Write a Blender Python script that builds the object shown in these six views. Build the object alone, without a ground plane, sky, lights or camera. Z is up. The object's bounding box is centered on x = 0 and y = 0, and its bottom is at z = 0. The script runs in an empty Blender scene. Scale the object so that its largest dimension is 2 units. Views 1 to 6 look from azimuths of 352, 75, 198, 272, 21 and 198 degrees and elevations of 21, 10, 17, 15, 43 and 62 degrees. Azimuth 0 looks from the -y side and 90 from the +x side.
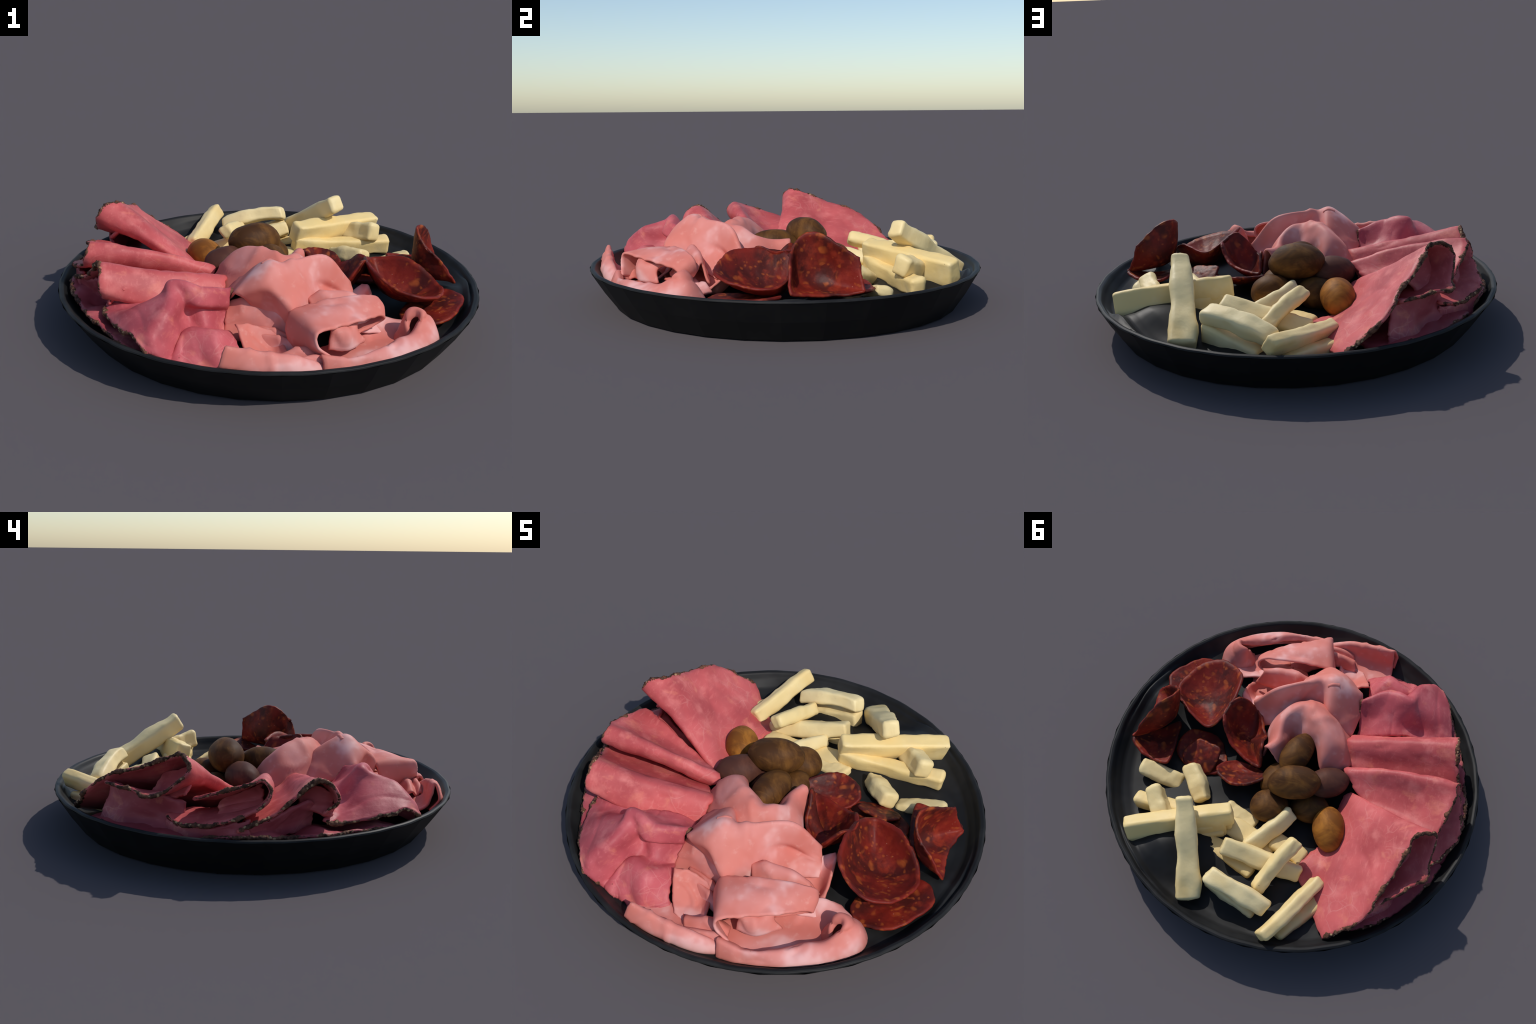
"""A black plate of cold cuts: roast beef fan, folded ham, salami discs,
cheese sticks and olives.  Every slice is a lofted sheet through a few
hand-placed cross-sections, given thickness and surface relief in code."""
import bpy, math, random
import numpy as np
from mathutils import noise as mnoise, Vector

random.seed(7)
RNG = np.random.default_rng(7)
COL = bpy.context.scene.collection


# ------------------------------------------------------------------ nodes
class Nodes:
    """Small helper to write shader trees in few lines."""

    def __init__(self, name, rough=0.5, spec=0.5):
        self.mat = bpy.data.materials.new(name)
        self.mat.use_nodes = True
        self.t = self.mat.node_tree
        self.bsdf = self.t.nodes["Principled BSDF"]
        self.bsdf.inputs["Roughness"].default_value = rough
        self.bsdf.inputs["Specular IOR Level"].default_value = spec
        self.co = self.t.nodes.new("ShaderNodeTexCoord").outputs["Object"]

    def link(self, a, b):
        self.t.links.new(a, b)

    def put(self, sock, v):
        if hasattr(v, "is_output"):
            self.link(v, sock)
        elif isinstance(v, tuple) and len(v) == 3 and sock.type == "RGBA":
            sock.default_value = (*v, 1)
        else:
            sock.default_value = v

    def noise(self, scale, detail=3, rough=0.55, dist=0.0, co=None):
        n = self.t.nodes.new("ShaderNodeTexNoise")
        n.inputs["Scale"].default_value = scale
        n.inputs["Detail"].default_value = detail
        n.inputs["Roughness"].default_value = rough
        n.inputs["Distortion"].default_value = dist
        self.link(co or self.co, n.inputs["Vector"])
        return n.outputs["Fac"]

    def warp(self, scale, amount):
        """object coordinates pushed about by a noise"""
        n = self.t.nodes.new("ShaderNodeTexNoise")
        n.inputs["Scale"].default_value = scale
        self.link(self.co, n.inputs["Vector"])
        m = self.t.nodes.new("ShaderNodeVectorMath")
        m.operation = "MULTIPLY_ADD"
        self.link(n.outputs["Color"], m.inputs[0])
        m.inputs[1].default_value = (amount,) * 3
        self.link(self.co, m.inputs[2])
        return m.outputs[0]

    def stretch(self, sx, sy, sz, rot=(0, 0, 0), co=None):
        m = self.t.nodes.new("ShaderNodeMapping")
        m.inputs["Scale"].default_value = (sx, sy, sz)
        m.inputs["Rotation"].default_value = rot
        self.link(co or self.co, m.inputs["Vector"])
        return m.outputs[0]

    def voronoi(self, scale, feature="F1", co=None, out="Distance"):
        n = self.t.nodes.new("ShaderNodeTexVoronoi")
        n.feature = feature
        n.inputs["Scale"].default_value = scale
        self.link(co or self.co, n.inputs["Vector"])
        return n.outputs[out]

    def ramp(self, fac, lo, hi, a=0.0, b=1.0):
        n = self.t.nodes.new("ShaderNodeMapRange")
        n.interpolation_type = "SMOOTHSTEP"
        self.put(n.inputs["Value"], fac)
        n.inputs["From Min"].default_value = lo
        n.inputs["From Max"].default_value = hi
        n.inputs["To Min"].default_value = a
        n.inputs["To Max"].default_value = b
        return n.outputs["Result"]

    def mix(self, fac, a, b):
        n = self.t.nodes.new("ShaderNodeMix")
        n.data_type = "RGBA"
        self.put(n.inputs[0], fac)
        self.put(n.inputs[6], a)
        self.put(n.inputs[7], b)
        return n.outputs[2]

    def mul(self, a, b):
        n = self.t.nodes.new("ShaderNodeMath")
        n.operation = "MULTIPLY"
        self.put(n.inputs[0], a)
        self.put(n.inputs[1], b)
        return n.outputs[0]

    def rand(self):
        return self.t.nodes.new("ShaderNodeObjectInfo").outputs["Random"]

    def finish(self, colour, bump=None, strength=0.2, dist=0.004, sss=0.0):
        self.put(self.bsdf.inputs["Base Color"], colour)
        if bump is not None:
            b = self.t.nodes.new("ShaderNodeBump")
            b.inputs["Strength"].default_value = strength
            b.inputs["Distance"].default_value = dist
            self.link(bump, b.inputs["Height"])
            self.link(b.outputs[0], self.bsdf.inputs["Normal"])
        return self.mat


def beef_material(name, deep, mid, pale):
    m = Nodes(name, rough=0.5, spec=0.25)
    c = m.mix(m.ramp(m.noise(3.5, 3), 0.35, 0.65), deep, mid)
    c = m.mix(m.ramp(m.noise(9, 4), 0.5, 0.75, 0, 0.55), c, pale)
    w = m.warp(6, 0.14)
    for size, width, gate_scale, amount in ((7, 0.026, 4.5, 0.24), (13, 0.032, 6.5, 0.17)):
        vein = m.ramp(m.voronoi(size, "DISTANCE_TO_EDGE", w), 0.0, width, 1, 0)
        gate = m.ramp(m.noise(gate_scale, 2), 0.50, 0.66)
        c = m.mix(m.mul(m.mul(vein, gate), amount), c, (0.76, 0.38, 0.33))
    grain = m.noise(60, 3, 0.6, 0, m.stretch(1, 0.25, 1, (0, 0, 0.5)))
    c = m.mix(m.ramp(grain, 0.52, 0.78, 0, 0.32), c, pale)
    c = m.mix(m.ramp(m.noise(11, 4, 0.6, 0.4), 0.56, 0.74, 0, 0.45), c, (0.74, 0.235, 0.15))
    spot = m.ramp(m.voronoi(26), 0.05, 0.13, 1, 0)
    few = m.ramp(m.noise(14, 1), 0.62, 0.7)
    c = m.mix(m.mul(m.mul(spot, few), 0.6), c, (0.14, 0.035, 0.02))
    return m.finish(c, m.noise(45, 4), 0.25, 0.004)


def ham_material():
    m = Nodes("ham", rough=0.58, spec=0.22)
    c = m.mix(m.ramp(m.noise(3.5, 3), 0.35, 0.66), (0.63, 0.185, 0.145), (0.72, 0.290, 0.258))
    c = m.mix(m.ramp(m.noise(5, 3), 0.50, 0.68, 0, 0.8), c, (0.82, 0.48, 0.455))
    c = m.mix(m.ramp(m.noise(30, 4), 0.55, 0.8, 0, 0.25), c, (0.80, 0.52, 0.46))
    spot = m.ramp(m.voronoi(20), 0.03, 0.07, 1, 0)
    few = m.ramp(m.noise(11, 1), 0.63, 0.7)
    c = m.mix(m.mul(m.mul(spot, few), 0.6), c, (0.35, 0.12, 0.05))
    return m.finish(c, m.noise(40, 4), 0.14, 0.004)


def salami_material():
    m = Nodes("salami", rough=0.5, spec=0.2)
    w = m.warp(9, 0.09)
    c = m.mix(m.ramp(m.noise(6, 4), 0.35, 0.66), (0.060, 0.009, 0.007), (0.185, 0.014, 0.008))
    c = m.mix(m.ramp(m.noise(20, 4), 0.48, 0.72, 0, 0.7), c, (0.27, 0.030, 0.012))
    for size, share, pick in ((22, 0.55, 0), (40, 0.45, 1)):
        cell = m.voronoi(size, "SMOOTH_F1", w, "Color")
        sep = m.t.nodes.new("ShaderNodeSeparateColor")
        m.link(cell, sep.inputs[0])
        chosen = m.ramp(sep.outputs[pick], 0.56, 0.70)
        blob = m.ramp(m.voronoi(size, "SMOOTH_F1", w), 0.12, 0.42, 1, 0)
        c = m.mix(m.mul(m.mul(chosen, blob), share), c, (0.44, 0.098, 0.020))
    white = m.ramp(m.voronoi(44), 0.06, 0.14, 1, 0)
    few = m.ramp(m.noise(9, 1), 0.60, 0.68)
    c = m.mix(m.mul(m.mul(white, few), 0.5), c, (0.42, 0.20, 0.13))
    return m.finish(c, m.noise(50, 4), 0.35, 0.004)


def cheese_material():
    m = Nodes("cheese", rough=0.5, spec=0.35)
    c = m.mix(m.rand(), (0.81, 0.60, 0.25), (0.84, 0.68, 0.36))
    c = m.mix(m.ramp(m.noise(8, 3), 0.45, 0.75, 0, 0.5), c, (0.83, 0.70, 0.41))
    c = m.mix(m.ramp(m.noise(4.5, 2), 0.46, 0.70, 0, 0.75), c, (0.77, 0.54, 0.21))  # broad yellow patches: shading of the stick sides mixed into the colour
    c = m.mix(m.ramp(m.noise(26, 3), 0.55, 0.8, 0, 0.3), c, (0.70, 0.55, 0.29))
    hole = m.ramp(m.voronoi(24), 0.045, 0.09, 1, 0)
    few = m.ramp(m.noise(8, 1), 0.60, 0.68)
    c = m.mix(m.mul(m.mul(hole, few), 0.75), c, (0.16, 0.10, 0.05))
    return m.finish(c, m.noise(28, 4), 0.3, 0.006)


def olive_material(name, dark, light, patch):
    m = Nodes(name, rough=0.6, spec=0.14)
    c = m.mix(m.ramp(m.noise(7, 4, 0.6, 0.6), 0.38, 0.66), dark, light)
    streak = m.noise(18, 4, 0.6, 0.5, m.stretch(0.5, 2.2, 1))
    c = m.mix(m.ramp(streak, 0.5, 0.75, 0, 0.55), c, patch)
    dot = m.ramp(m.voronoi(30), 0.05, 0.10, 1, 0)
    few = m.ramp(m.noise(10, 1), 0.60, 0.66)
    c = m.mix(m.mul(m.mul(dot, few), 0.6), c, (0.45, 0.30, 0.18))
    return m.finish(c, m.noise(25, 3), 0.15, 0.004)


def crust_material():
    m = Nodes("pepper_crust", rough=0.75, spec=0.2)
    c = m.mix(m.ramp(m.noise(40, 3), 0.35, 0.65), (0.045, 0.020, 0.013), (0.17, 0.072, 0.042))
    cell = m.voronoi(60, "F1", None, "Color")
    sep = m.t.nodes.new("ShaderNodeSeparateColor")
    m.link(cell, sep.inputs[0])
    pale = m.mul(m.ramp(sep.outputs[0], 0.62, 0.70), m.ramp(m.voronoi(60), 0.3, 0.45, 1, 0))
    c = m.mix(m.mul(pale, 0.85), c, (0.42, 0.26, 0.14))
    return m.finish(c, m.voronoi(70), 0.6, 0.006)


def plate_material(name, base, worn, rough):
    m = Nodes(name, rough=rough, spec=0.15)
    c = m.mix(m.ramp(m.noise(5, 3), 0.4, 0.7), base, worn)
    return m.finish(c, m.noise(30, 3), 0.06, 0.003)


BEEF = [
    beef_material("roast_beef", (0.44, 0.074, 0.077), (0.625, 0.124, 0.122), (0.76, 0.235, 0.21)),
    beef_material("roast_beef_rosy", (0.39, 0.064, 0.078), (0.56, 0.112, 0.127), (0.69, 0.215, 0.21)),
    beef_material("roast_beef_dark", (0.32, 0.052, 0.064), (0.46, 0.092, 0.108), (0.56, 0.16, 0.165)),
]
HAM, SALAMI, CHEESE, CRUST = ham_material(), salami_material(), cheese_material(), crust_material()
OLIVE = {
    "brown": olive_material("olive_brown", (0.060, 0.024, 0.008), (0.165, 0.070, 0.016), (0.22, 0.100, 0.026)),
    "red": olive_material("olive_red", (0.075, 0.028, 0.020), (0.125, 0.048, 0.030), (0.16, 0.075, 0.045)),
    "golden": olive_material("olive_golden", (0.20, 0.070, 0.013), (0.44, 0.170, 0.025), (0.10, 0.036, 0.012)),
}
PLATE_OUT = plate_material("black_plate_outside", (0.0075, 0.0075, 0.0078), (0.010, 0.010, 0.010), 0.6)
PLATE_IN = plate_material("black_plate_inside", (0.013, 0.013, 0.0135), (0.024, 0.024, 0.024), 0.48)


# ------------------------------------------------------------ mesh helpers
# bowl profile (radius, height), from the lip down to the floor
BOWL = [(1.000, 0.190), (0.998, 0.196), (0.989, 0.200), (0.976, 0.196), (0.955, 0.165), (0.920, 0.128), (0.870, 0.112), (0.80, 0.108), (0.40, 0.106), (0.0, 0.106)]
# black floor mounds modelled for the shadow-dark gaps between food: x, y, radius, height
SWELLS = [(0.20, 0.40, 0.34, 0.034), (0.42, 0.00, 0.24, 0.036), (0.50, 0.61, 0.14, 0.085), (0.36, 0.59, 0.13, 0.060), (0.20, 0.61, 0.11, 0.030), (0.03, 0.73, 0.11, 0.035), (0.58, 0.70, 0.10, 0.035), (-0.30, 0.46, 0.09, 0.025), (-0.18, 0.82, 0.10, 0.028), (0.84, -0.20, 0.13, 0.060), (0.80, 0.02, 0.08, 0.030)]


def swell(x, y):
    return sum(h * np.exp(-((x - a) ** 2 + (y - b) ** 2) / r**2) for a, b, r, h in SWELLS)



def settle(g, gap=0.004):
    """food lies on the dish: push points in from the wall and up from the floor"""
    p = g.reshape(-1, 3)
    wall = [b for b in BOWL[3:] if b[0] > 0.86][::-1]
    zs, rs = np.array([b[1] for b in wall]), np.array([b[0] for b in wall])
    low = p[:, 2] < 0.196
    p[low, 2] = np.maximum(p[low, 2], 0.110 + gap + np.minimum(swell(p[low, 0], p[low, 1]), 0.03))
    most = np.interp(p[:, 2], zs, rs) - gap
    r = np.hypot(p[:, 0], p[:, 1])
    k = np.where(low & (r > most), most / np.maximum(r, 1e-6), 1.0)
    p[:, 0] *= k
    p[:, 1] *= k
    return p.reshape(g.shape)


def make_object(name, verts, faces, mat, parent=None, label=None, category=None, origin=None, smooth=True):
    verts = np.asarray(verts, float)
    if origin is None:
        origin = np.array([(verts[:, 0].min() + verts[:, 0].max()) / 2, (verts[:, 1].min() + verts[:, 1].max()) / 2, verts[:, 2].min()])
    me = bpy.data.meshes.new(name)
    me.from_pydata((verts - origin).tolist(), [], faces)
    me.materials.append(mat)
    me.polygons.foreach_set("use_smooth", [smooth] * len(me.polygons))
    me.update()
    ob = bpy.data.objects.new(name, me)
    ob.location = origin
    COL.objects.link(ob)
    if parent is not None:
        ob.parent = parent
        ob.matrix_parent_inverse.identity()
        ob.location = Vector(origin) - parent.location
    if label:
        ob["label"] = label
        ob["category"] = category
    return ob


def catmull(points, per):
    """smooth curve through the points, 'per' samples in each span"""
    p = np.asarray(points, float)
    p = np.concatenate([[2 * p[0] - p[1]], p, [2 * p[-1] - p[-2]]])
    t = (np.arange(per) / per)[:, None]
    out = []
    for i in range(1, len(p) - 2):
        a, b, c, d = p[i - 1], p[i], p[i + 1], p[i + 2]
        s = np.array(t)
        s = s.reshape((per,) + (1,) * (p.ndim - 1))
        out.append(0.5 * (2 * b + (c - a) * s + (2 * a - 5 * b + 4 * c - d) * s**2 + (3 * b - a - 3 * c + d) * s**3))
    out.append(p[-2][None])
    return np.concatenate(out)


def closed_catmull(points, per):
    p = np.asarray(points, float)
    q = np.concatenate([p[-2:], p, p[:3]])
    c = catmull(q, per)
    return c[2 * per : (2 + len(p)) * per]


def loft(rows, per_u, per_v):
    g = np.asarray(rows, float)                      # rows x columns x 3
    g = catmull(g, per_v)
    g = catmull(g.transpose(1, 0, 2), per_u).transpose(1, 0, 2)
    return g


def fractal(p, scale, octaves=3, seed=0.0):
    v = 0.0
    for o in range(octaves):
        k = scale * 2**o
        v += mnoise.noise(Vector((p[0] * k + seed, p[1] * k - seed, p[2] * k + 2 * seed))) / 2**o
    return v


def grid_normals(g, closed=False):
    if closed:
        du = np.roll(g, -1, 1) - np.roll(g, 1, 1)
    else:
        du = np.gradient(g, axis=1)
    n = np.cross(du, np.gradient(g, axis=0))
    return n / (np.linalg.norm(n, axis=2, keepdims=True) + 1e-9)


def relief(g, amp, scale, seed, fine=0.3, closed=False, crease=0.0):
    n = grid_normals(g, closed)
    out = g.copy()
    for i in range(g.shape[0]):
        for j in range(g.shape[1]):
            d = amp * fractal(g[i, j], scale, 3, seed) + amp * fine * fractal(g[i, j], scale * 5, 2, seed + 3)
            if crease:
                q = g[i, j] * np.array([1.0, 0.55, 1.0])
                d -= crease * max(0.0, 1 - 5.0 * abs(fractal(q, scale * 0.9, 2, seed + 9))) ** 2
            out[i, j] += n[i, j] * d
    return out


def ragged(g, amount, seed):
    """nibble the outer border of a sheet so that no cut is a clean curve"""
    h, w, _ = g.shape
    for i, j in [(0, j) for j in range(w)] + [(h - 1, j) for j in range(w)] + [(i, 0) for i in range(h)] + [(i, w - 1) for i in range(h)]:
        ii, jj = min(max(i, 1), h - 2), min(max(j, 1), w - 2)
        d = g[i, j] - g[ii, jj]
        l = np.linalg.norm(d) + 1e-9
        g[i, j] += d / l * amount * (fractal(g[i, j], 30, 2, seed) + 0.4 * fractal(g[i, j], 90, 1, seed))
    return g


def slab(g, thick):
    """close a sheet grid into a solid with a rounded border"""
    h, w, _ = g.shape
    n = grid_normals(g)
    top, bot = g + n * thick / 2, g - n * thick / 2
    verts = np.concatenate([top.reshape(-1, 3), bot.reshape(-1, 3)])
    N = h * w
    faces = []
    for i in range(h - 1):
        for j in range(w - 1):
            a, b, c, d = i * w + j, i * w + j + 1, (i + 1) * w + j + 1, (i + 1) * w + j
            faces += [(a, b, c, d), (N + d, N + c, N + b, N + a)]
    loop = [(0, j) for j in range(w - 1)] + [(i, w - 1) for i in range(h - 1)] + [(h - 1, j) for j in range(w - 1, 0, -1)] + [(i, 0) for i in range(h - 1, 0, -1)]
    rim = []
    for i, j in loop:
        ii, jj = min(max(i, 1), h - 2), min(max(j, 1), w - 2)
        d = g[i, j] - g[ii, jj]
        rim.append(g[i, j] + d / (np.linalg.norm(d) + 1e-9) * thick * 0.4)
    R = len(verts)
    verts = np.concatenate([verts, rim])
    L = len(loop)
    for k in range(L):
        (i0, j0), (i1, j1) = loop[k], loop[(k + 1) % L]
        a, b = i0 * w + j0, i1 * w + j1
        r0, r1 = R + k, R + (k + 1) % L
        faces += [(b, a, r0, r1), (N + a, N + b, r1, r0)]
    return verts, faces


def sheet(name, rows, mat, thick, label, category, per=(8, 10), amp=0.004, scale=7, seed=0.0, nibble=0.006, fine=0.3, sink=0.0, crease=0.0):
    g = loft(rows, per[0], per[1])
    g[..., 2] -= sink
    g = relief(g, amp, scale, seed, fine, crease=crease)
    g = ragged(g, nibble, seed)
    g = settle(g, 0.004 + thick / 2)
    v, f = slab(g, thick)
    return make_object(name, v, f, mat, label=label, category=category), g


def crust(parent, curve, radius=0.013, seed=0.0):
    """rough peppered rind that runs along the cut edge of a beef slice"""
    c = np.asarray(curve, float)
    seg = np.linalg.norm(np.diff(c, axis=0), axis=1)
    s = np.concatenate([[0], np.cumsum(seg)])
    n = max(8, int(s[-1] / 0.0045))
    t = np.linspace(0, s[-1], n)
    p = np.stack([np.interp(t, s, c[:, k]) for k in range(3)], 1)
    tan = np.gradient(p, axis=0)
    tan /= np.linalg.norm(tan, axis=1, keepdims=True) + 1e-9
    sides, verts, faces = 9, [], []
    ref = np.array([0.0, 0.0, 1.0])
    for i in range(n):
        a = np.cross(tan[i], ref)
        if np.linalg.norm(a) < 0.2:
            a = np.cross(tan[i], [1.0, 0, 0])
        a /= np.linalg.norm(a)
        b = np.cross(tan[i], a)
        end = min(1.0, 0.25 + min(i, n - 1 - i) / 5)
        for k in range(sides):
            th = 2 * math.pi * k / sides
            d = a * math.cos(th) + b * math.sin(th)
            q = p[i] + d * radius
            r = radius * end * (1 + 0.55 * fractal(p[i], 9, 2, seed + 5)) * (0.66 + 0.55 * fractal(q, 22, 2, seed) + 0.75 * abs(fractal(q, 95, 1, seed + 2)))
            verts.append(p[i] + d * max(r, radius * 0.25))
    for i in range(n - 1):
        for k in range(sides):
            k2 = (k + 1) % sides
            faces.append((i * sides + k, i * sides + k2, (i + 1) * sides + k2, (i + 1) * sides + k))
    faces.append(tuple(range(sides - 1, -1, -1)))
    faces.append(tuple((n - 1) * sides + k for k in range(sides)))
    ob = make_object("crust", verts, faces, CRUST, parent=parent)
    ob["kind"] = "rind"
    return ob


# ------------------------------------------------------------------- plate
def plate():
    """slightly faceted dish: foot ring, flared wall, rolled lip, shallow bowl"""
    n = 32
    outer = [(0.0, 0.004), (0.60, 0.003), (0.845, 0.0), (0.878, 0.004), (0.944, 0.097), (0.994, 0.180), (1.000, 0.190)]
    inner = BOWL

    def spin(profile, seg, wob):
        verts, faces = [], []
        for k in range(seg):
            a = 2 * math.pi * (k + 0.5) / seg
            for r, z in profile:
                w = wob * fractal((math.cos(a) * 2, math.sin(a) * 2, z * 3), 1.3, 2, 4) if r > 0.5 else 0
                lean = max(0.0, 1 - z / 0.18)       # the foot stands a little off centre
                verts.append((math.cos(a) * r * (1.0 + w) + 0.012 * lean, math.sin(a) * r * (1.0 + w) + 0.006 * lean, z))
        m = len(profile)
        for k in range(seg):
            k2 = (k + 1) % seg
            for i in range(m - 1):
                faces.append((k * m + i, k2 * m + i, k2 * m + i + 1, k * m + i + 1))
        return verts, faces

    root = bpy.data.objects.new("plate", None)
    root["label"] = "round black plate with flared wall and rolled lip"
    root["category"] = "plate"
    COL.objects.link(root)
    v, f = spin(outer, n, 0.0)
    wall = make_object("outer_wall", v, f, PLATE_OUT, parent=root, origin=np.zeros(3), smooth=False)
    fine = [tuple(np.array(inner[i]) + (np.array(inner[i + 1]) - np.array(inner[i])) * k / 4) for i in range(len(inner) - 1) for k in range(4)] + [inner[-1]]
    v, f = spin(fine, n * 4, 0.0)
    def lift(x, y, z):
        if z > 0.165:
            return z
        up = float(swell(x, y))
        return max(z, min(z + up, 0.235)) + 0.004 * fractal((x, y, z), 6, 2, 1)

    v = [(x, y, lift(x, y, z)) for x, y, z in v]
    # follow the facets of the wall at the lip
    fixed = []
    for x, y, z in v:
        a = math.atan2(y, x)
        step = 2 * math.pi / n
        off = (a / step - 0.5) % 1.0 - 0.5
        k = math.cos(step / 2) / math.cos((abs(off) - 0.5) * step)
        r = math.hypot(x, y)
        s = 1 + (k - 1) * min(1, max(0, (r - 0.9) / 0.09))
        fixed.append((x * s, y * s, z))
    make_object("inner_bowl", fixed, f, PLATE_IN, parent=root, origin=np.zeros(3))
    return root


# ------------------------------------------------------------ cheese sticks
def cheese_stick(start, end, across, width, depth, up=(0, 0, 1), bend=0.0, taper=1.0, seed=0.0):
    """start/end: middle of the two ends of the upper face"""
    p0, p1 = np.array(start, float), np.array(end, float)
    ax = p1 - p0
    L = np.linalg.norm(ax)
    ax /= L
    w = np.array(across, float)
    w -= ax * (w @ ax)
    w /= np.linalg.norm(w)
    u = np.cross(ax, w)
    if u @ np.array(up, float) < 0:
        u = -u
    hx, hy, hz, r = L / 2, width / 2, depth / 2, 0.019

    def steps(h, k):
        inner = np.linspace(-(h - r), h - r, k)
        return np.concatenate([[-h, -h + r * 0.3, -h + r * 0.65], inner, [h - r * 0.65, h - r * 0.3, h]])

    X, Y, Z = steps(hx, 18), steps(hy, 5), steps(hz, 4)
    index, verts, faces = {}, [], []

    def vid(i, j, k):
        key = (i, j, k)
        if key not in index:
            p = np.array([X[i], Y[j], Z[k]])
            inner = np.clip(p, [-(hx - r), -(hy - r), -(hz - r)], [hx - r, hy - r, hz - r])
            d = p - inner
            l = np.linalg.norm(d)
            q = inner + d / l * r if l > 1e-9 else p
            f = (q[0] + hx) / (2 * hx)
            q = q * np.array([1, 1 + (taper - 1) * f, 1])
            n = d / l if l > 1e-9 else np.zeros(3)
            q = q + n * (0.012 * fractal(q + seed, 8, 2, seed) + 0.0026 * fractal(q + seed, 45, 2, seed))
            q = q + np.array([0, 0.008 * math.sin(3 * f + seed), bend * (1 - (2 * f - 1) ** 2)])
            c = (p0 + p1) / 2 - u * hz
            index[key] = len(verts)
            verts.append(c + ax * q[0] + w * q[1] + u * q[2])
        return index[key]

    nx, ny, nz = len(X) - 1, len(Y) - 1, len(Z) - 1
    for i in range(nx):
        for j in range(ny):
            faces.append((vid(i, j, 0), vid(i, j + 1, 0), vid(i + 1, j + 1, 0), vid(i + 1, j, 0)))
            faces.append((vid(i, j, nz), vid(i + 1, j, nz), vid(i + 1, j + 1, nz), vid(i, j + 1, nz)))
        for k in range(nz):
            faces.append((vid(i, 0, k), vid(i + 1, 0, k), vid(i + 1, 0, k + 1), vid(i, 0, k + 1)))
            faces.append((vid(i, ny, k), vid(i, ny, k + 1), vid(i + 1, ny, k + 1), vid(i + 1, ny, k)))
    for j in range(ny):
        for k in range(nz):
            faces.append((vid(0, j, k), vid(0, j, k + 1), vid(0, j + 1, k + 1), vid(0, j + 1, k)))
            faces.append((vid(nx, j, k), vid(nx, j + 1, k), vid(nx, j + 1, k + 1), vid(nx, j, k + 1)))
    if np.cross(w, u) @ ax < 0:
        faces = [fc[::-1] for fc in faces]
    return make_object("cheese_stick", verts, faces, CHEESE, label="cream coloured stick of soft cheese, cut square", category="cheese")


# ------------------------------------------------------------------- olives
def olive(centre, axis, length, girth, tall, colour, seed=0.0):
    c, a = np.array(centre, float), np.array(axis, float)
    a /= np.linalg.norm(a)
    b = np.cross([0, 0, 1.0], a)
    b /= np.linalg.norm(b)
    u = np.cross(a, b)
    verts, faces, nu, nv = [], [], 40, 28
    for i in range(nv + 1):
        th = math.pi * i / nv
        x, r = -math.cos(th), math.sin(th) ** 0.94
        if abs(x) > 0.9:
            x *= 1 + 0.25 * (abs(x) - 0.9)
        for k in range(nu):
            ph = 2 * math.pi * k / nu
            p = np.array([x * length / 2, math.cos(ph) * r * girth / 2, math.sin(ph) * r * tall / 2])
            s = 1 + 0.085 * fractal(p + seed, 7, 2, seed) + 0.02 * fractal(p + seed, 24, 2, seed)
            p = p * s
            verts.append(c + a * p[0] + b * p[1] + u * p[2])
    for i in range(nv):
        for k in range(nu):
            k2 = (k + 1) % nu
            faces.append((i * nu + k, i * nu + k2, (i + 1) * nu + k2, (i + 1) * nu + k))
    return make_object("olive", verts, faces, OLIVE[colour], label="smooth oval olive with mottled brown skin", category="olive")


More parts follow.
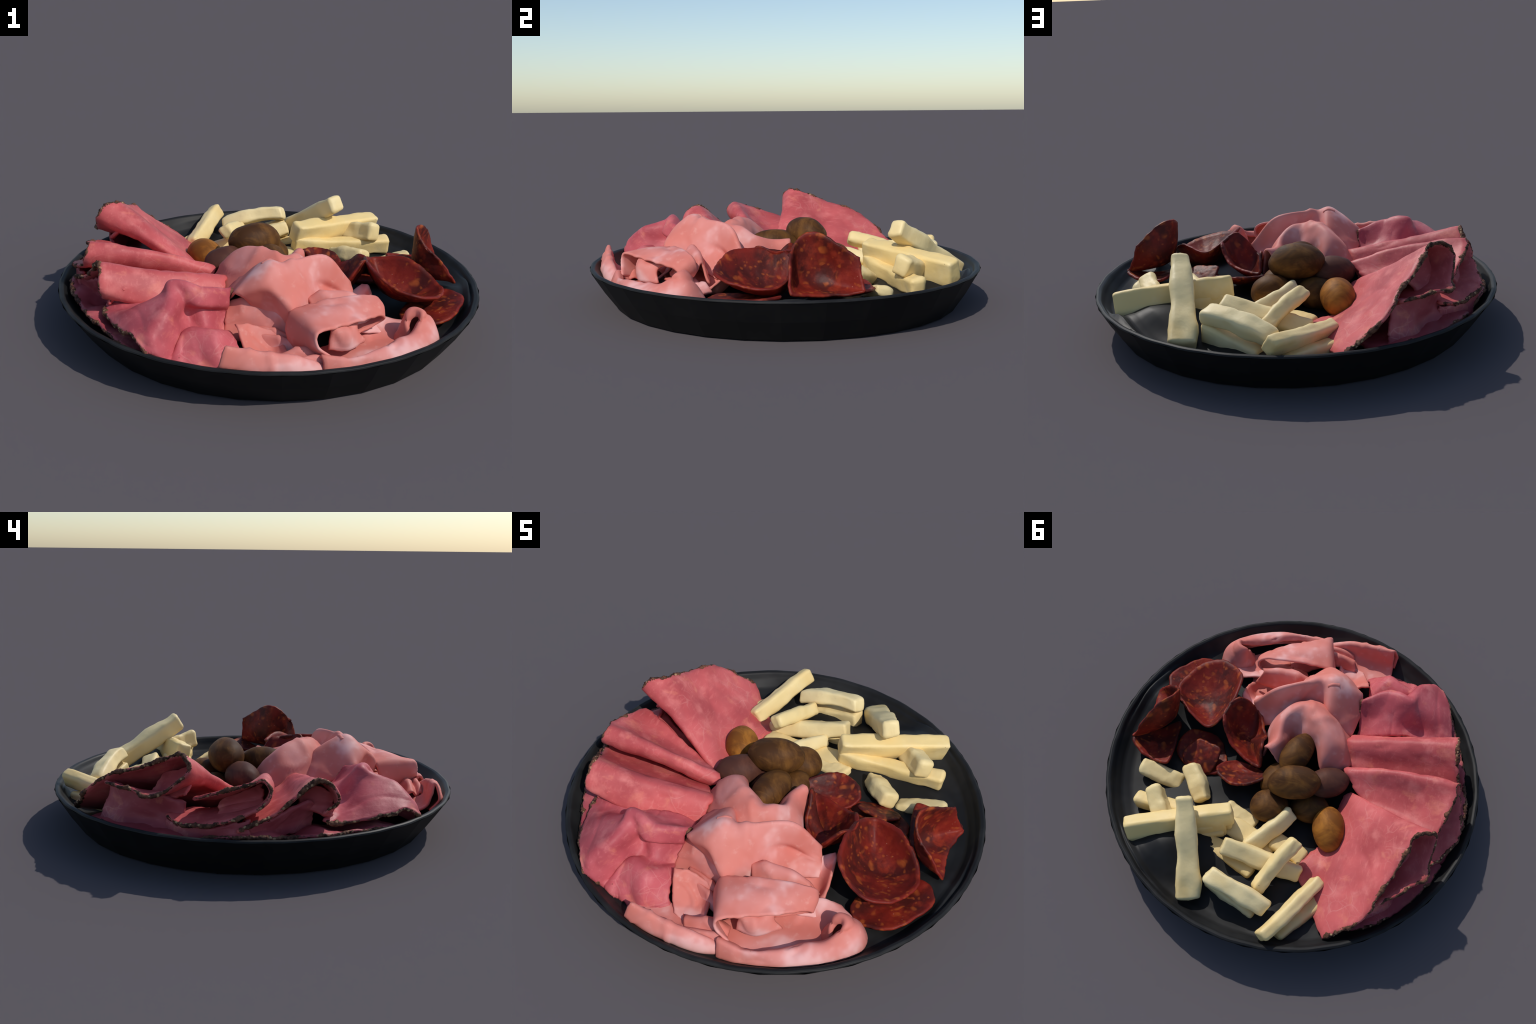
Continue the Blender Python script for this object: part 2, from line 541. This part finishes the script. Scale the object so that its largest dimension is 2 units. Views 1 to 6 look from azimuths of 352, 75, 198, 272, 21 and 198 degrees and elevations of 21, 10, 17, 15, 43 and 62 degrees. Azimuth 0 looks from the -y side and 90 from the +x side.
# ------------------------------------------------------------------- salami
def salami_disc(rim, centre, thick=0.014, seed=0.0, ragged_rim=0.006):
    """bent round slice: a closed rim curve and the place of its middle"""
    edge = closed_catmull(rim, 14)
    n = len(edge)
    for i in range(n):
        d = edge[i] - np.array(centre)
        edge[i] += d / np.linalg.norm(d) * ragged_rim * (fractal(edge[i], 14, 2, seed) + 0.6 * fractal(edge[i], 55, 1, seed))
    rings, c = 16, np.array(centre, float)
    mean = edge.mean(0)
    flat = np.linalg.svd(edge - mean, full_matrices=False)[2][2]
    wave = ((edge - mean) @ flat)[:, None] * flat      # how far the rim leaves its own plane
    g = np.zeros((rings, n, 3))
    for k in range(rings):
        t = 0.05 + 0.95 * k / (rings - 1)
        g[k] = mean + (edge - mean - wave) * t + wave * t**2.4 + (c - mean) * (1 - t**2.2)
    g[3:] = relief(g, 0.004, 9, seed, 0.35, closed=True)[3:]
    g = settle(g)
    edge = g[-1]
    nrm = grid_normals(g, closed=True)
    axis = nrm[3].mean(0)
    for k in range(5):                                   # one direction near the middle
        nrm[k] = nrm[k] * k / 5 + axis * (1 - k / 5)
        nrm[k] /= np.linalg.norm(nrm[k], axis=1, keepdims=True) + 1e-9
    top, bot = g + nrm * thick / 2, g - nrm * thick / 2
    out = edge - mean
    lip = g[-1] + out / np.linalg.norm(out, axis=1, keepdims=True) * thick * 0.35
    verts = np.concatenate([top.reshape(-1, 3), bot.reshape(-1, 3), lip, [top[0].mean(0)], [bot[0].mean(0)]])
    N, faces = rings * n, []
    for k in range(rings - 1):
        for i in range(n):
            j = (i + 1) % n
            a, b, d, e = k * n + i, k * n + j, (k + 1) * n + j, (k + 1) * n + i
            faces += [(a, b, d, e), (N + e, N + d, N + b, N + a)]
    for i in range(n):
        j = (i + 1) % n
        a, b = (rings - 1) * n + i, (rings - 1) * n + j
        faces += [(a, b, 2 * N + j, 2 * N + i), (2 * N + i, 2 * N + j, N + b, N + a)]
        faces += [(2 * N + n, j, i), (2 * N + n + 1, N + i, N + j)]
    return make_object("salami_slice", verts, faces, SALAMI, label="curled dark red salami slice with orange fat flecks", category="salami")


# =================================================================== build
plate()

# ---- cheese, from the back of the plate to the olives and the salami
STICKS = [
    dict(start=(-0.345, 0.536, 0.199), end=(-0.178, 0.938, 0.259), across=(-0.85, 0.09, -0.46), width=0.066, depth=0.085),
    dict(start=(0.187, 0.732, 0.300), end=(-0.146, 0.805, 0.214), across=(0.2, 0.7, -0.3), width=0.088, depth=0.075, bend=0.022),
    dict(start=(-0.188, 0.428, 0.295), end=(-0.065, 0.720, 0.212), across=(-0.77, 0.14, -0.6), width=0.068, depth=0.070),
    dict(start=(0.181, 0.572, 0.266), end=(-0.235, 0.540, 0.160), across=(0.0, 0.8, -0.45), width=0.092, depth=0.080),
    dict(start=(-0.100, 0.265, 0.256), end=(0.060, 0.520, 0.178), across=(-0.8, 0.1, -0.55), width=0.085, depth=0.065),
    dict(start=(0.411, 0.455, 0.440), end=(0.250, 0.868, 0.178), across=(0.96, 0.3, 0.2), width=0.086, depth=0.088, up=(0, 0.5, 0.8), taper=1.45),
    dict(start=(0.669, 0.672, 0.215), end=(0.175, 0.416, 0.282), across=(-0.1, 0.25, -0.96), width=0.138, depth=0.085, up=(-0.4, 0.85, 0.2), taper=0.8),
    dict(start=(0.195, 0.390, 0.246), end=(0.725, 0.425, 0.204), across=(0.0, 1.0, 0.1), width=0.075, depth=0.085, bend=-0.012),
    dict(start=(0.635, 0.392, 0.298), end=(0.520, 0.560, 0.255), across=(0.75, 0.5, -0.35), width=0.085, depth=0.095),
    dict(start=(0.532, 0.178, 0.232), end=(0.400, 0.345, 0.190), across=(0.7, 0.48, -0.45), width=0.085, depth=0.075),
    dict(start=(0.775, 0.258, 0.196), end=(0.540, 0.240, 0.130), across=(0.0, 1.0, -0.3), width=0.090, depth=0.055),
    dict(start=(0.320, 0.290, 0.125), end=(0.450, 0.185, 0.125), across=(0.6, 0.8, 0.0), width=0.090, depth=0.050),
    dict(start=(0.262, 0.305, 0.176), end=(0.080, 0.365, 0.150), across=(0.3, 0.9, 0.0), width=0.085, depth=0.065),
    dict(start=(-0.140, 0.440, 0.130), end=(-0.285, 0.500, 0.105), across=(0.3, 0.9, 0.0), width=0.080, depth=0.050),
    # lower layer that carries the heap
    dict(start=(0.190, 0.725, 0.222), end=(-0.090, 0.785, 0.140), across=(0.2, 0.9, 0.0), width=0.085, depth=0.110),
    dict(start=(0.640, 0.610, 0.150), end=(0.230, 0.430, 0.195), across=(-0.4, 0.9, 0.0), width=0.110, depth=0.090),
    dict(start=(0.330, 0.520, 0.185), end=(0.000, 0.610, 0.172), across=(0.2, 0.9, 0.0), width=0.100, depth=0.060),
    dict(start=(0.280, 0.400, 0.165), end=(-0.060, 0.450, 0.150), across=(0.1, 0.9, 0.0), width=0.110, depth=0.060),

    dict(start=(0.640, 0.668, 0.152), end=(0.200, 0.455, 0.205), across=(-0.1, 0.25, -0.96), width=0.110, depth=0.070, up=(-0.4, 0.85, 0.2)),
    dict(start=(-0.375, 0.565, 0.140), end=(-0.225, 0.885, 0.172), across=(-0.85, 0.3, 0.0), width=0.075, depth=0.060),
    dict(start=(-0.030, 0.400, 0.170), end=(-0.220, 0.455, 0.155), across=(0.3, 0.9, 0.0), width=0.100, depth=0.060),
]
for i, s in enumerate(STICKS):
    cheese_stick(seed=1.7 * i + 0.3, **s)

# ---- olives in the middle
olive((-0.052, 0.136, 0.318), (0.257, 0.065, -0.013), 0.268, 0.176, 0.178, "brown", 1)
olive((-0.210, 0.038, 0.248), (0.10, 0.05, 0.0), 0.225, 0.158, 0.155, "red", 2)
olive((-0.292, 0.268, 0.200), (0.05, -0.13, 0.02), 0.235, 0.168, 0.165, "golden", 3)
olive((-0.004, -0.055, 0.282), (0.06, 0.22, 0.0), 0.250, 0.155, 0.150, "brown", 4)
olive((0.045, 0.250, 0.200), (0.12, 0.05, 0.0), 0.200, 0.170, 0.160, "brown", 5)
olive((-0.080, 0.060, 0.185), (0.10, -0.16, 0.0), 0.220, 0.170, 0.150, "red", 6)
olive((-0.160, 0.180, 0.180), (0.20, 0.05, 0.0), 0.200, 0.160, 0.150, "brown", 7)
olive((0.060, 0.080, 0.190), (0.05, 0.16, 0.0), 0.210, 0.160, 0.150, "brown", 8)

# ---- roast beef: rows run from the peppered outer edge to the olives
BEEF_LABEL = "folded slice of rosy roast beef with pepper crust"


def beef_slice(rows, mat, seed, crusts=((0, 0, None),), thick=0.017, per=(8, 12), amp=0.006, scale=5):
    ob, g = sheet("beef_slice", rows, mat, thick, BEEF_LABEL, "cold cut", per=per, amp=amp, scale=scale, seed=seed, nibble=0.009, sink=0.009, crease=0.005)
    for row, a, b in crusts:
        crust(ob, g[row, a:b], 0.0102, seed)
    return ob


# the big roll at the back, curling over and under
beef_slice([
    [(-.442, .812, .168), (-.595, .710, .300), (-.632, .602, .374), (-.664, .502, .408), (-.698, .351, .470), (-.720, .292, .495),
     (-.776, .244, .491), (-.822, .233, .435), (-.820, .331, .355), (-.830, .410, .340), (-.762, .492, .345), (-.645, .622, .345)],
    [(-.340, .680, .130), (-.420, .540, .222), (-.470, .430, .268), (-.495, .345, .298), (-.515, .250, .342), (-.540, .182, .360),
     (-.590, .153, .365), (-.605, .170, .330), (-.595, .205, .318), (-.570, .270, .285), (-.540, .340, .250), (-.500, .440, .225)],
    [(-.180, .490, .120), (-.240, .420, .130), (-.280, .330, .140), (-.290, .250, .150), (-.300, .130, .180), (-.310, .060, .205),
     (-.340, .035, .212), (-.360, .060, .180), (-.380, .100, .170), (-.400, .150, .160), (-.380, .220, .150), (-.360, .300, .140)],
], BEEF[0], 1.0)

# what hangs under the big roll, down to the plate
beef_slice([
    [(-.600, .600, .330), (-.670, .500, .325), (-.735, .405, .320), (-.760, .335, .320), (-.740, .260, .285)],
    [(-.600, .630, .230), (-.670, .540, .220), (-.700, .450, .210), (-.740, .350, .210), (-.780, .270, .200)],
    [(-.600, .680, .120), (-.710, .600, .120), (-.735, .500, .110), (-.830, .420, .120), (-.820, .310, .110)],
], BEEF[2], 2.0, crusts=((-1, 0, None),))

# inner folds that close the roll a little way in
beef_slice([
    [(-.700, .420, .300), (-.730, .360, .310), (-.750, .300, .310), (-.760, .250, .330)],
    [(-.650, .390, .335), (-.680, .330, .350), (-.705, .270, .365), (-.720, .230, .370)],
    [(-.610, .360, .380), (-.640, .300, .400), (-.665, .240, .425), (-.690, .200, .430)],
], BEEF[0], 9.0, crusts=())
beef_slice([
    [(-.840, .110, .240), (-.840, .030, .255), (-.820, -.040, .280), (-.800, -.080, .310)],
    [(-.790, .100, .280), (-.790, .020, .300), (-.775, -.035, .330), (-.765, -.075, .350)],
    [(-.750, .090, .310), (-.750, .020, .335), (-.740, -.030, .360), (-.735, -.070, .375)],
], BEEF[0], 9.5, crusts=())
beef_slice([
    [(-.755, -.375, .245), (-.750, -.345, .250), (-.740, -.290, .265), (-.740, -.230, .270)],
    [(-.715, -.375, .285), (-.715, -.345, .300), (-.705, -.295, .310), (-.700, -.240, .310)],
    [(-.690, -.385, .320), (-.685, -.345, .345), (-.675, -.300, .355), (-.670, -.255, .345)],
], BEEF[0], 9.7, crusts=())

# second slice: upper flap, tight fold, long lower flap
beef_slice([
    [(-.806, .220, .324), (-.833, .115, .357), (-.845, -.020, .402), (-.842, -.085, .422), (-.858, -.118, .380), (-.872, -.090, .325),
     (-.900, -.020, .288), (-.922, .046, .268), (-.933, .116, .247), (-.865, .256, .225), (-.776, .331, .240)],
    [(-.660, .160, .298), (-.650, .080, .282), (-.610, -.010, .312), (-.555, -.077, .368), (-.562, -.105, .345), (-.600, -.085, .290),
     (-.650, -.030, .275), (-.680, .040, .262), (-.710, .115, .250), (-.700, .180, .240), (-.640, .230, .230)],
    [(-.440, .075, .230), (-.380, .040, .230), (-.320, -.015, .258), (-.273, -.049, .274), (-.280, -.080, .255), (-.320, -.060, .210),
     (-.360, -.020, .180), (-.400, .030, .160), (-.420, .080, .150), (-.440, .120, .150), (-.440, .170, .150)],
], BEEF[0], 3.0)

# third slice: low flap, fold at the crest, edge tucked under
beef_slice([
    [(-.920, .020, .222), (-.870, -.113, .272), (-.828, -.210, .340), (-.802, -.275, .392), (-.790, -.325, .413), (-.785, -.375, .390),
     (-.786, -.404, .341), (-.782, -.394, .300), (-.775, -.340, .262)],
    [(-.620, -.010, .190), (-.600, -.090, .222), (-.565, -.185, .268), (-.535, -.240, .330), (-.520, -.288, .348), (-.530, -.332, .312),
     (-.560, -.370, .262), (-.570, -.378, .235), (-.560, -.350, .215)],
    [(-.330, -.070, .200), (-.300, -.100, .215), (-.270, -.150, .240), (-.245, -.190, .280), (-.235, -.220, .290), (-.240, -.260, .270),
     (-.255, -.300, .225), (-.280, -.320, .195), (-.300, -.300, .170)],
], BEEF[0], 4.0)

# fourth slice: broad arched flap, a hollow in front of it and a rippled tail
beef_slice([
    [(-.763, -.345, .231), (-.770, -.400, .215), (-.732, -.542, .235), (-.656, -.700, .250), (-.610, -.760, .216), (-.578, -.790, .178), (-.545, -.805, .155), (-.520, -.830, .135), (-.490, -.850, .120)],
    [(-.680, -.375, .245), (-.680, -.430, .240), (-.655, -.535, .285), (-.600, -.680, .290), (-.570, -.740, .265), (-.535, -.765, .165), (-.505, -.785, .140), (-.475, -.820, .125), (-.450, -.845, .115)],
    [(-.560, -.390, .245), (-.555, -.445, .265), (-.535, -.520, .338), (-.516, -.655, .335), (-.500, -.685, .260), (-.470, -.660, .190), (-.462, -.680, .212), (-.455, -.735, .170), (-.425, -.820, .112)],
    [(-.450, -.360, .258), (-.460, -.430, .300), (-.487, -.508, .400), (-.450, -.560, .335), (-.440, -.540, .268), (-.410, -.590, .208), (-.425, -.640, .238), (-.410, -.700, .222), (-.370, -.805, .118)],
    [(-.360, -.330, .240), (-.360, -.425, .290), (-.357, -.530, .374), (-.372, -.578, .322), (-.365, -.545, .280), (-.340, -.608, .216), (-.325, -.690, .248), (-.318, -.748, .215), (-.300, -.810, .120)],
    [(-.270, -.310, .200), (-.250, -.400, .250), (-.236, -.460, .335), (-.250, -.498, .280), (-.255, -.475, .232), (-.275, -.540, .172), (-.255, -.590, .190), (-.235, -.670, .180), (-.210, -.740, .130)],
], BEEF[1], 5.0, crusts=((0, 0, 48), (-1, 8, 22)))

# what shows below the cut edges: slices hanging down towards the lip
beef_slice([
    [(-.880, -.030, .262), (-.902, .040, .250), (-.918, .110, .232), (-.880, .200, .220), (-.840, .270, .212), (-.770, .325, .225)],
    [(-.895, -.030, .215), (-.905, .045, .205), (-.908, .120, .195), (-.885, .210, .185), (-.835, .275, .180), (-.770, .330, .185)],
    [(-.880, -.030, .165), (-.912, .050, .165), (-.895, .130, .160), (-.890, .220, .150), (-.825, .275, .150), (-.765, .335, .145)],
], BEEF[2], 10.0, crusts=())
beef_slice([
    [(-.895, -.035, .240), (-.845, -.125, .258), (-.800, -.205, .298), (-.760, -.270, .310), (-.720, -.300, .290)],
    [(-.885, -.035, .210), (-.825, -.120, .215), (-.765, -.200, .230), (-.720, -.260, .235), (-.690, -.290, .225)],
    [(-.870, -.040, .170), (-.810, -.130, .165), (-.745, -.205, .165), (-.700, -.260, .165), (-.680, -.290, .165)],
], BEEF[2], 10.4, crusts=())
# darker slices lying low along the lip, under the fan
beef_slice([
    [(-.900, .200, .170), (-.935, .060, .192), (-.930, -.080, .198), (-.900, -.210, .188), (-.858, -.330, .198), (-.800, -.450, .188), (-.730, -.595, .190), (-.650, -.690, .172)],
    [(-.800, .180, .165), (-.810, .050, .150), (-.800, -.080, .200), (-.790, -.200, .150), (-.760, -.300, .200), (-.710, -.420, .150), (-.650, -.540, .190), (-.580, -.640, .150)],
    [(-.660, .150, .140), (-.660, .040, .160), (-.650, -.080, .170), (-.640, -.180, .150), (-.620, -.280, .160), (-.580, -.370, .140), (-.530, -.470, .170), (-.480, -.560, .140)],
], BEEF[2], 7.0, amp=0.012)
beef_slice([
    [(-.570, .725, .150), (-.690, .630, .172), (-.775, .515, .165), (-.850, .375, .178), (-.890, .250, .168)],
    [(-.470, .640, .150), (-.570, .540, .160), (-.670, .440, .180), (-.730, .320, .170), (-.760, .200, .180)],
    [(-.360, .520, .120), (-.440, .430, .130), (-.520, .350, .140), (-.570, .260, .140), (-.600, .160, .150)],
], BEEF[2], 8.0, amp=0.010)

# ---- ham
HAM_LABEL = "soft folded slice of pale pink cooked ham"


def ham_slice(rows, seed, thick=0.0125, per=(8, 8), amp=0.005, scale=5, nibble=0.004, fine=0.12):
    return sheet("ham_slice", rows, HAM, thick, HAM_LABEL, "cold cut", per=per, amp=amp, scale=scale, seed=seed, nibble=nibble, fine=fine, sink=0.008, crease=0.009)[0]


# arch over the olive: white flap at one end, crest, limb at the other
ham_slice([
    [(.185, -.040, .170), (.180, -.110, .170), (.205, -.210, .180), (.150, -.340, .220), (.050, -.370, .290), (-.045, -.370, .320), (-.165, -.320, .270), (-.275, -.235, .225), (-.315, -.190, .190)],
    [(.175, -.030, .240), (.165, -.100, .250), (.188, -.200, .262), (.135, -.315, .300), (.045, -.345, .345), (-.040, -.335, .372), (-.140, -.270, .350), (-.238, -.185, .285), (-.292, -.160, .205)],
    [(.150, -.015, .322), (.120, -.080, .320), (.128, -.183, .354), (.088, -.246, .396), (.030, -.285, .404), (-.036, -.263, .418), (-.130, -.175, .410), (-.203, -.125, .350), (-.274, -.092, .238)],
    [(.112, -.002, .275), (.088, -.085, .285), (.085, -.165, .300), (.055, -.205, .312), (.020, -.215, .342), (-.030, -.190, .368), (-.105, -.140, .374), (-.158, -.060, .322), (-.222, -.030, .222)],
    [(.076, .006, .226), (.056, -.085, .238), (.054, -.140, .240), (.030, -.160, .250), (.010, -.160, .265), (-.030, -.150, .290), (-.090, -.120, .300), (-.145, -.020, .268), (-.190, .000, .190)],
], 11.0)

# big slice in the middle: left tip, peak, a deep vertical fold behind it, long ridge
ham_slice([
    [(-.240, -.420, .260), (-.229, -.275, .250), (-.100, -.290, .330), (-.040, -.350, .300), (.060, -.320, .270), (.170, -.240, .215), (.270, -.220, .160)],
    [(-.235, -.470, .300), (-.150, -.370, .362), (-.088, -.330, .384), (-.036, -.395, .372), (.040, -.392, .368), (.165, -.310, .325), (.300, -.262, .215)],
    [(-.221, -.500, .329), (-.130, -.470, .408), (-.070, -.462, .445), (-.015, -.448, .432), (.040, -.425, .437), (.200, -.330, .413), (.325, -.289, .270)],
    [(-.205, -.510, .325), (-.119, -.547, .382), (-.055, -.540, .392), (.010, -.510, .385), (.085, -.455, .375), (.190, -.362, .330), (.335, -.310, .222)],
    [(-.180, -.515, .310), (-.087, -.561, .337), (-.005, -.624, .308), (.050, -.560, .310), (.110, -.468, .315), (.205, -.350, .265), (.345, -.335, .200)],
    [(-.150, -.510, .270), (-.060, -.555, .235), (.020, -.605, .210), (.070, -.560, .230), (.150, -.490, .215), (.250, -.420, .180), (.350, -.380, .175)],
], 12.0)
# small torn lip standing up at the peak
ham_slice([
    [(-.105, -.440, .405), (-.078, -.425, .415), (-.048, -.415, .405)],
    [(-.100, -.446, .432), (-.072, -.432, .447), (-.046, -.418, .437)],
    [(-.094, -.462, .428), (-.066, -.450, .436), (-.042, -.440, .430)],
], 25.0, thick=0.010)

# dim inner wall below its free edge
ham_slice([
    [(-.250, -.460, .270), (-.200, -.480, .290), (-.110, -.510, .320), (-.030, -.555, .310), (.040, -.580, .260)],
    [(-.262, -.510, .200), (-.200, -.520, .220), (-.110, -.540, .240), (-.045, -.572, .230), (.030, -.600, .200)],
    [(-.270, -.570, .140), (-.210, -.570, .140), (-.120, -.580, .135), (-.050, -.600, .135), (.030, -.680, .135)],
], 22.0, amp=0.010)

# the ear that rises at the right of it
ham_slice([
    [(.150, -.440, .230), (.250, -.360, .210), (.330, -.300, .215), (.394, -.281, .250)],
    [(.170, -.490, .200), (.270, -.430, .155), (.350, -.370, .165), (.411, -.340, .255)],
    [(.190, -.530, .215), (.290, -.490, .125), (.365, -.450, .120), (.413, -.420, .205)],
    [(.200, -.570, .230), (.300, -.540, .205), (.370, -.515, .180), (.412, -.490, .150)],
    [(.220, -.630, .200), (.320, -.600, .170), (.400, -.570, .150), (.440, -.545, .130)],
], 13.0)

# strap folded into a loop, open at both ends
ham_slice([
    [(.220, -.600, .200), (.345, -.545, .218), (.392, -.535, .262), (.359, -.553, .312), (.170, -.592, .326), (.050, -.615, .309), (-.010, -.628, .290), (-.025, -.660, .215), (.000, -.700, .160)],
    [(.220, -.580, .190), (.360, -.550, .215), (.405, -.570, .258), (.372, -.600, .294), (.220, -.655, .316), (.100, -.710, .315), (.030, -.735, .296), (.020, -.760, .220), (.050, -.780, .165)],
    [(.250, -.660, .180), (.350, -.610, .200), (.402, -.612, .232), (.365, -.645, .262), (.274, -.714, .280), (.150, -.782, .287), (.068, -.836, .290), (.065, -.848, .235), (.120, -.855, .190)],
], 14.0)
# lower layer of the loop, coming out at its back
ham_slice([
    [(.080, -.470, .190), (.160, -.455, .190), (.260, -.460, .185), (.385, -.480, .180)],
    [(.090, -.512, .288), (.154, -.505, .318), (.250, -.500, .305), (.345, -.500, .270)],
    [(.110, -.560, .245), (.175, -.560, .260), (.270, -.550, .255), (.375, -.530, .235)],
    [(.130, -.620, .190), (.200, -.620, .200), (.300, -.590, .200), (.380, -.560, .200)],
], 23.0)
# inner fold that props the loop up
ham_slice([
    [(.120, -.700, .290), (.200, -.670, .260), (.290, -.640, .270)],
    [(.140, -.760, .270), (.206, -.765, .255), (.260, -.700, .235)],
    [(.130, -.780, .190), (.215, -.770, .180), (.300, -.700, .180)],
], 15.0)

# sheet below, lying in the dish
ham_slice([
    [(.020, -.760, .150), (.180, -.640, .140), (.320, -.540, .160), (.400, -.500, .190), (.490, -.480, .160)],
    [(.080, -.830, .145), (.230, -.730, .125), (.360, -.640, .120), (.460, -.580, .140), (.560, -.540, .170)],
    [(.130, -.880, .135), (.290, -.800, .128), (.400, -.730, .122), (.490, -.660, .125), (.580, -.590, .130)],
], 16.0)
# its outer border: a wall along the lip that curls in on itself at the end
ham_slice([
    [(.090, -.905, .130), (.200, -.915, .120), (.360, -.880, .120), (.500, -.815, .120), (.605, -.720, .120), (.645, -.610, .120), (.590, -.520, .130), (.490, -.545, .135), (.455, -.620, .130), (.480, -.680, .130)],
    [(.090, -.895, .160), (.200, -.905, .150), (.360, -.872, .155), (.500, -.805, .155), (.598, -.712, .165), (.632, -.615, .175), (.580, -.545, .180), (.500, -.560, .180), (.470, -.620, .165), (.490, -.670, .150)],
    [(.085, -.880, .190), (.200, -.890, .175), (.350, -.850, .185), (.470, -.780, .190), (.560, -.705, .210), (.602, -.628, .232), (.565, -.580, .232), (.505, -.585, .225), (.482, -.628, .195), (.498, -.668, .168)],
    [(.080, -.868, .203), (.200, -.872, .192), (.333, -.828, .203), (.425, -.760, .206), (.505, -.718, .210), (.556, -.655, .262), (.545, -.618, .274), (.512, -.610, .265), (.490, -.636, .222), (.502, -.662, .180)],
    [(.078, -.850, .190), (.200, -.850, .178), (.322, -.808, .182), (.412, -.742, .184), (.492, -.702, .192), (.540, -.652, .238), (.538, -.632, .245), (.520, -.628, .238), (.505, -.642, .205), (.508, -.658, .172)],
], 17.0, per=(7, 6))

# leaf standing at the front left and the strip along the lip
ham_slice([
    [(-.230, -.623, .237), (-.170, -.600, .225), (-.110, -.605, .205), (-.049, -.621, .190)],
    [(-.220, -.665, .205), (-.150, -.650, .165), (-.085, -.660, .145), (-.040, -.680, .165)],
    [(-.200, -.715, .160), (-.130, -.715, .125), (-.070, -.730, .120), (-.030, -.750, .155)],
    [(-.165, -.770, .140), (-.110, -.790, .125), (-.060, -.800, .125), (-.010, -.800, .150)],
], 18.0)
ham_slice([
    [(-.335, -.720, .115), (-.230, -.720, .115), (-.130, -.760, .115), (-.030, -.780, .115), (.060, -.790, .115)],
    [(-.315, -.845, .165), (-.220, -.852, .148), (-.120, -.862, .145), (-.030, -.862, .152), (.070, -.842, .142)],
    [(-.300, -.880, .275), (-.210, -.885, .255), (-.110, -.890, .232), (-.030, -.884, .215), (.100, -.858, .155)],
    [(-.325, -.905, .210), (-.220, -.925, .190), (-.110, -.925, .175), (-.010, -.920, .160), (.110, -.880, .140)],
    [(-.330, -.880, .150), (-.230, -.890, .130), (-.110, -.890, .125), (.010, -.890, .120), (.100, -.870, .120)],
], 19.0)
# small pleats between the big folds
ham_slice([
    [(-.200, -.535, .140), (-.125, -.560, .145), (-.050, -.590, .140), (.020, -.630, .140)],
    [(-.190, -.560, .190), (-.115, -.588, .205), (-.040, -.618, .190), (.020, -.660, .180)],
    [(-.170, -.588, .165), (-.100, -.612, .165), (-.030, -.645, .155), (.025, -.690, .155)],
    [(-.155, -.610, .190), (-.090, -.636, .188), (-.020, -.672, .180), (.030, -.715, .185)],
    [(-.135, -.640, .145), (-.080, -.665, .140), (-.010, -.700, .138), (.040, -.740, .140)],
], 20.0, thick=0.011)
ham_slice([
    [(-.110, -.770, .130), (-.040, -.765, .140), (.030, -.755, .150), (.090, -.760, .140)],
    [(-.100, -.800, .165), (-.035, -.795, .195), (.035, -.785, .200), (.095, -.790, .170)],
    [(-.090, -.830, .150), (-.025, -.828, .168), (.045, -.820, .172), (.100, -.820, .155)],
    [(-.080, -.850, .165), (-.015, -.852, .186), (.055, -.845, .188), (.105, -.845, .170)],
    [(-.075, -.875, .130), (-.010, -.878, .140), (.060, -.870, .140), (.110, -.865, .135)],
], 21.0, thick=0.011)

# ---- salami
SALAMI_LABEL = "curled dark red salami slice with orange fat flecks"


def salami_sheet(rows, seed):
    return sheet("salami_slice", rows, SALAMI, 0.013, SALAMI_LABEL, "salami", per=(8, 8), amp=0.005, scale=9, seed=seed, nibble=0.005)[0]


# upright slice by the lip, cupped towards the outside
salami_sheet([
    [(.866, -.215, .200), (.858, -.150, .190), (.850, -.070, .185), (.855, -.010, .187), (.868, .050, .190), (.888, .105, .205)],
    [(.838, -.215, .240), (.765, -.165, .215), (.735, -.075, .210), (.755, -.005, .210), (.805, .055, .212), (.880, .108, .210)],
    [(.785, -.200, .312), (.716, -.150, .300), (.700, -.075, .300), (.725, -.010, .300), (.780, .045, .290), (.850, .106, .270)],
    [(.738, -.182, .352), (.700, -.138, .408), (.702, -.080, .440), (.745, -.028, .428), (.796, .036, .384), (.826, .100, .338)],
], 31.0)
salami_disc([(.877, .112, .200), (.810, .175, .192), (.730, .200, .190), (.648, .195, .200), (.655, .070, .190), (.690, -.080, .170), (.770, .000, .165)],
            (.745, .080, .168), seed=38.0)
# wide cup in front of the ham and the slices it rests on
salami_disc([(.500, -.050, .282), (.430, -.170, .325), (.426, -.360, .335), (.500, -.455, .287), (.612, -.484, .256), (.720, -.414, .230), (.772, -.255, .215), (.665, -.119, .296)],
            (.560, -.225, .160), seed=32.0)
salami_disc([(.530, -.440, .150), (.590, -.530, .140), (.740, -.515, .165), (.855, -.350, .182), (.800, -.240, .180), (.660, -.250, .150)],
            (.690, -.390, .150), seed=33.0)
# hollow curl next to the ham
salami_disc([(.185, -.025, .312), (.166, .060, .226), (.250, .045, .224), (.340, .000, .236), (.400, -.050, .276), (.430, -.085, .316),
             (.440, -.170, .316), (.386, -.245, .335), (.300, -.270, .235), (.212, -.150, .215)],
            (.310, -.130, .155), seed=34.0)
salami_disc([(.110, .111, .228), (.190, .190, .240), (.270, .215, .240), (.340, .189, .235), (.384, .120, .202), (.300, .040, .170), (.170, .060, .180)],
            (.250, .110, .180), seed=35.0)
salami_disc([(.400, .040, .230), (.470, .020, .225), (.545, .020, .215), (.590, .110, .170), (.500, .170, .140), (.410, .140, .165)],
            (.490, .090, .190), seed=36.0)
salami_disc([(.400, -.010, .150), (.490, -.070, .160), (.620, -.050, .160), (.640, .080, .150), (.500, .170, .140), (.350, .120, .160)],
            (.480, .020, .150), seed=37.0)
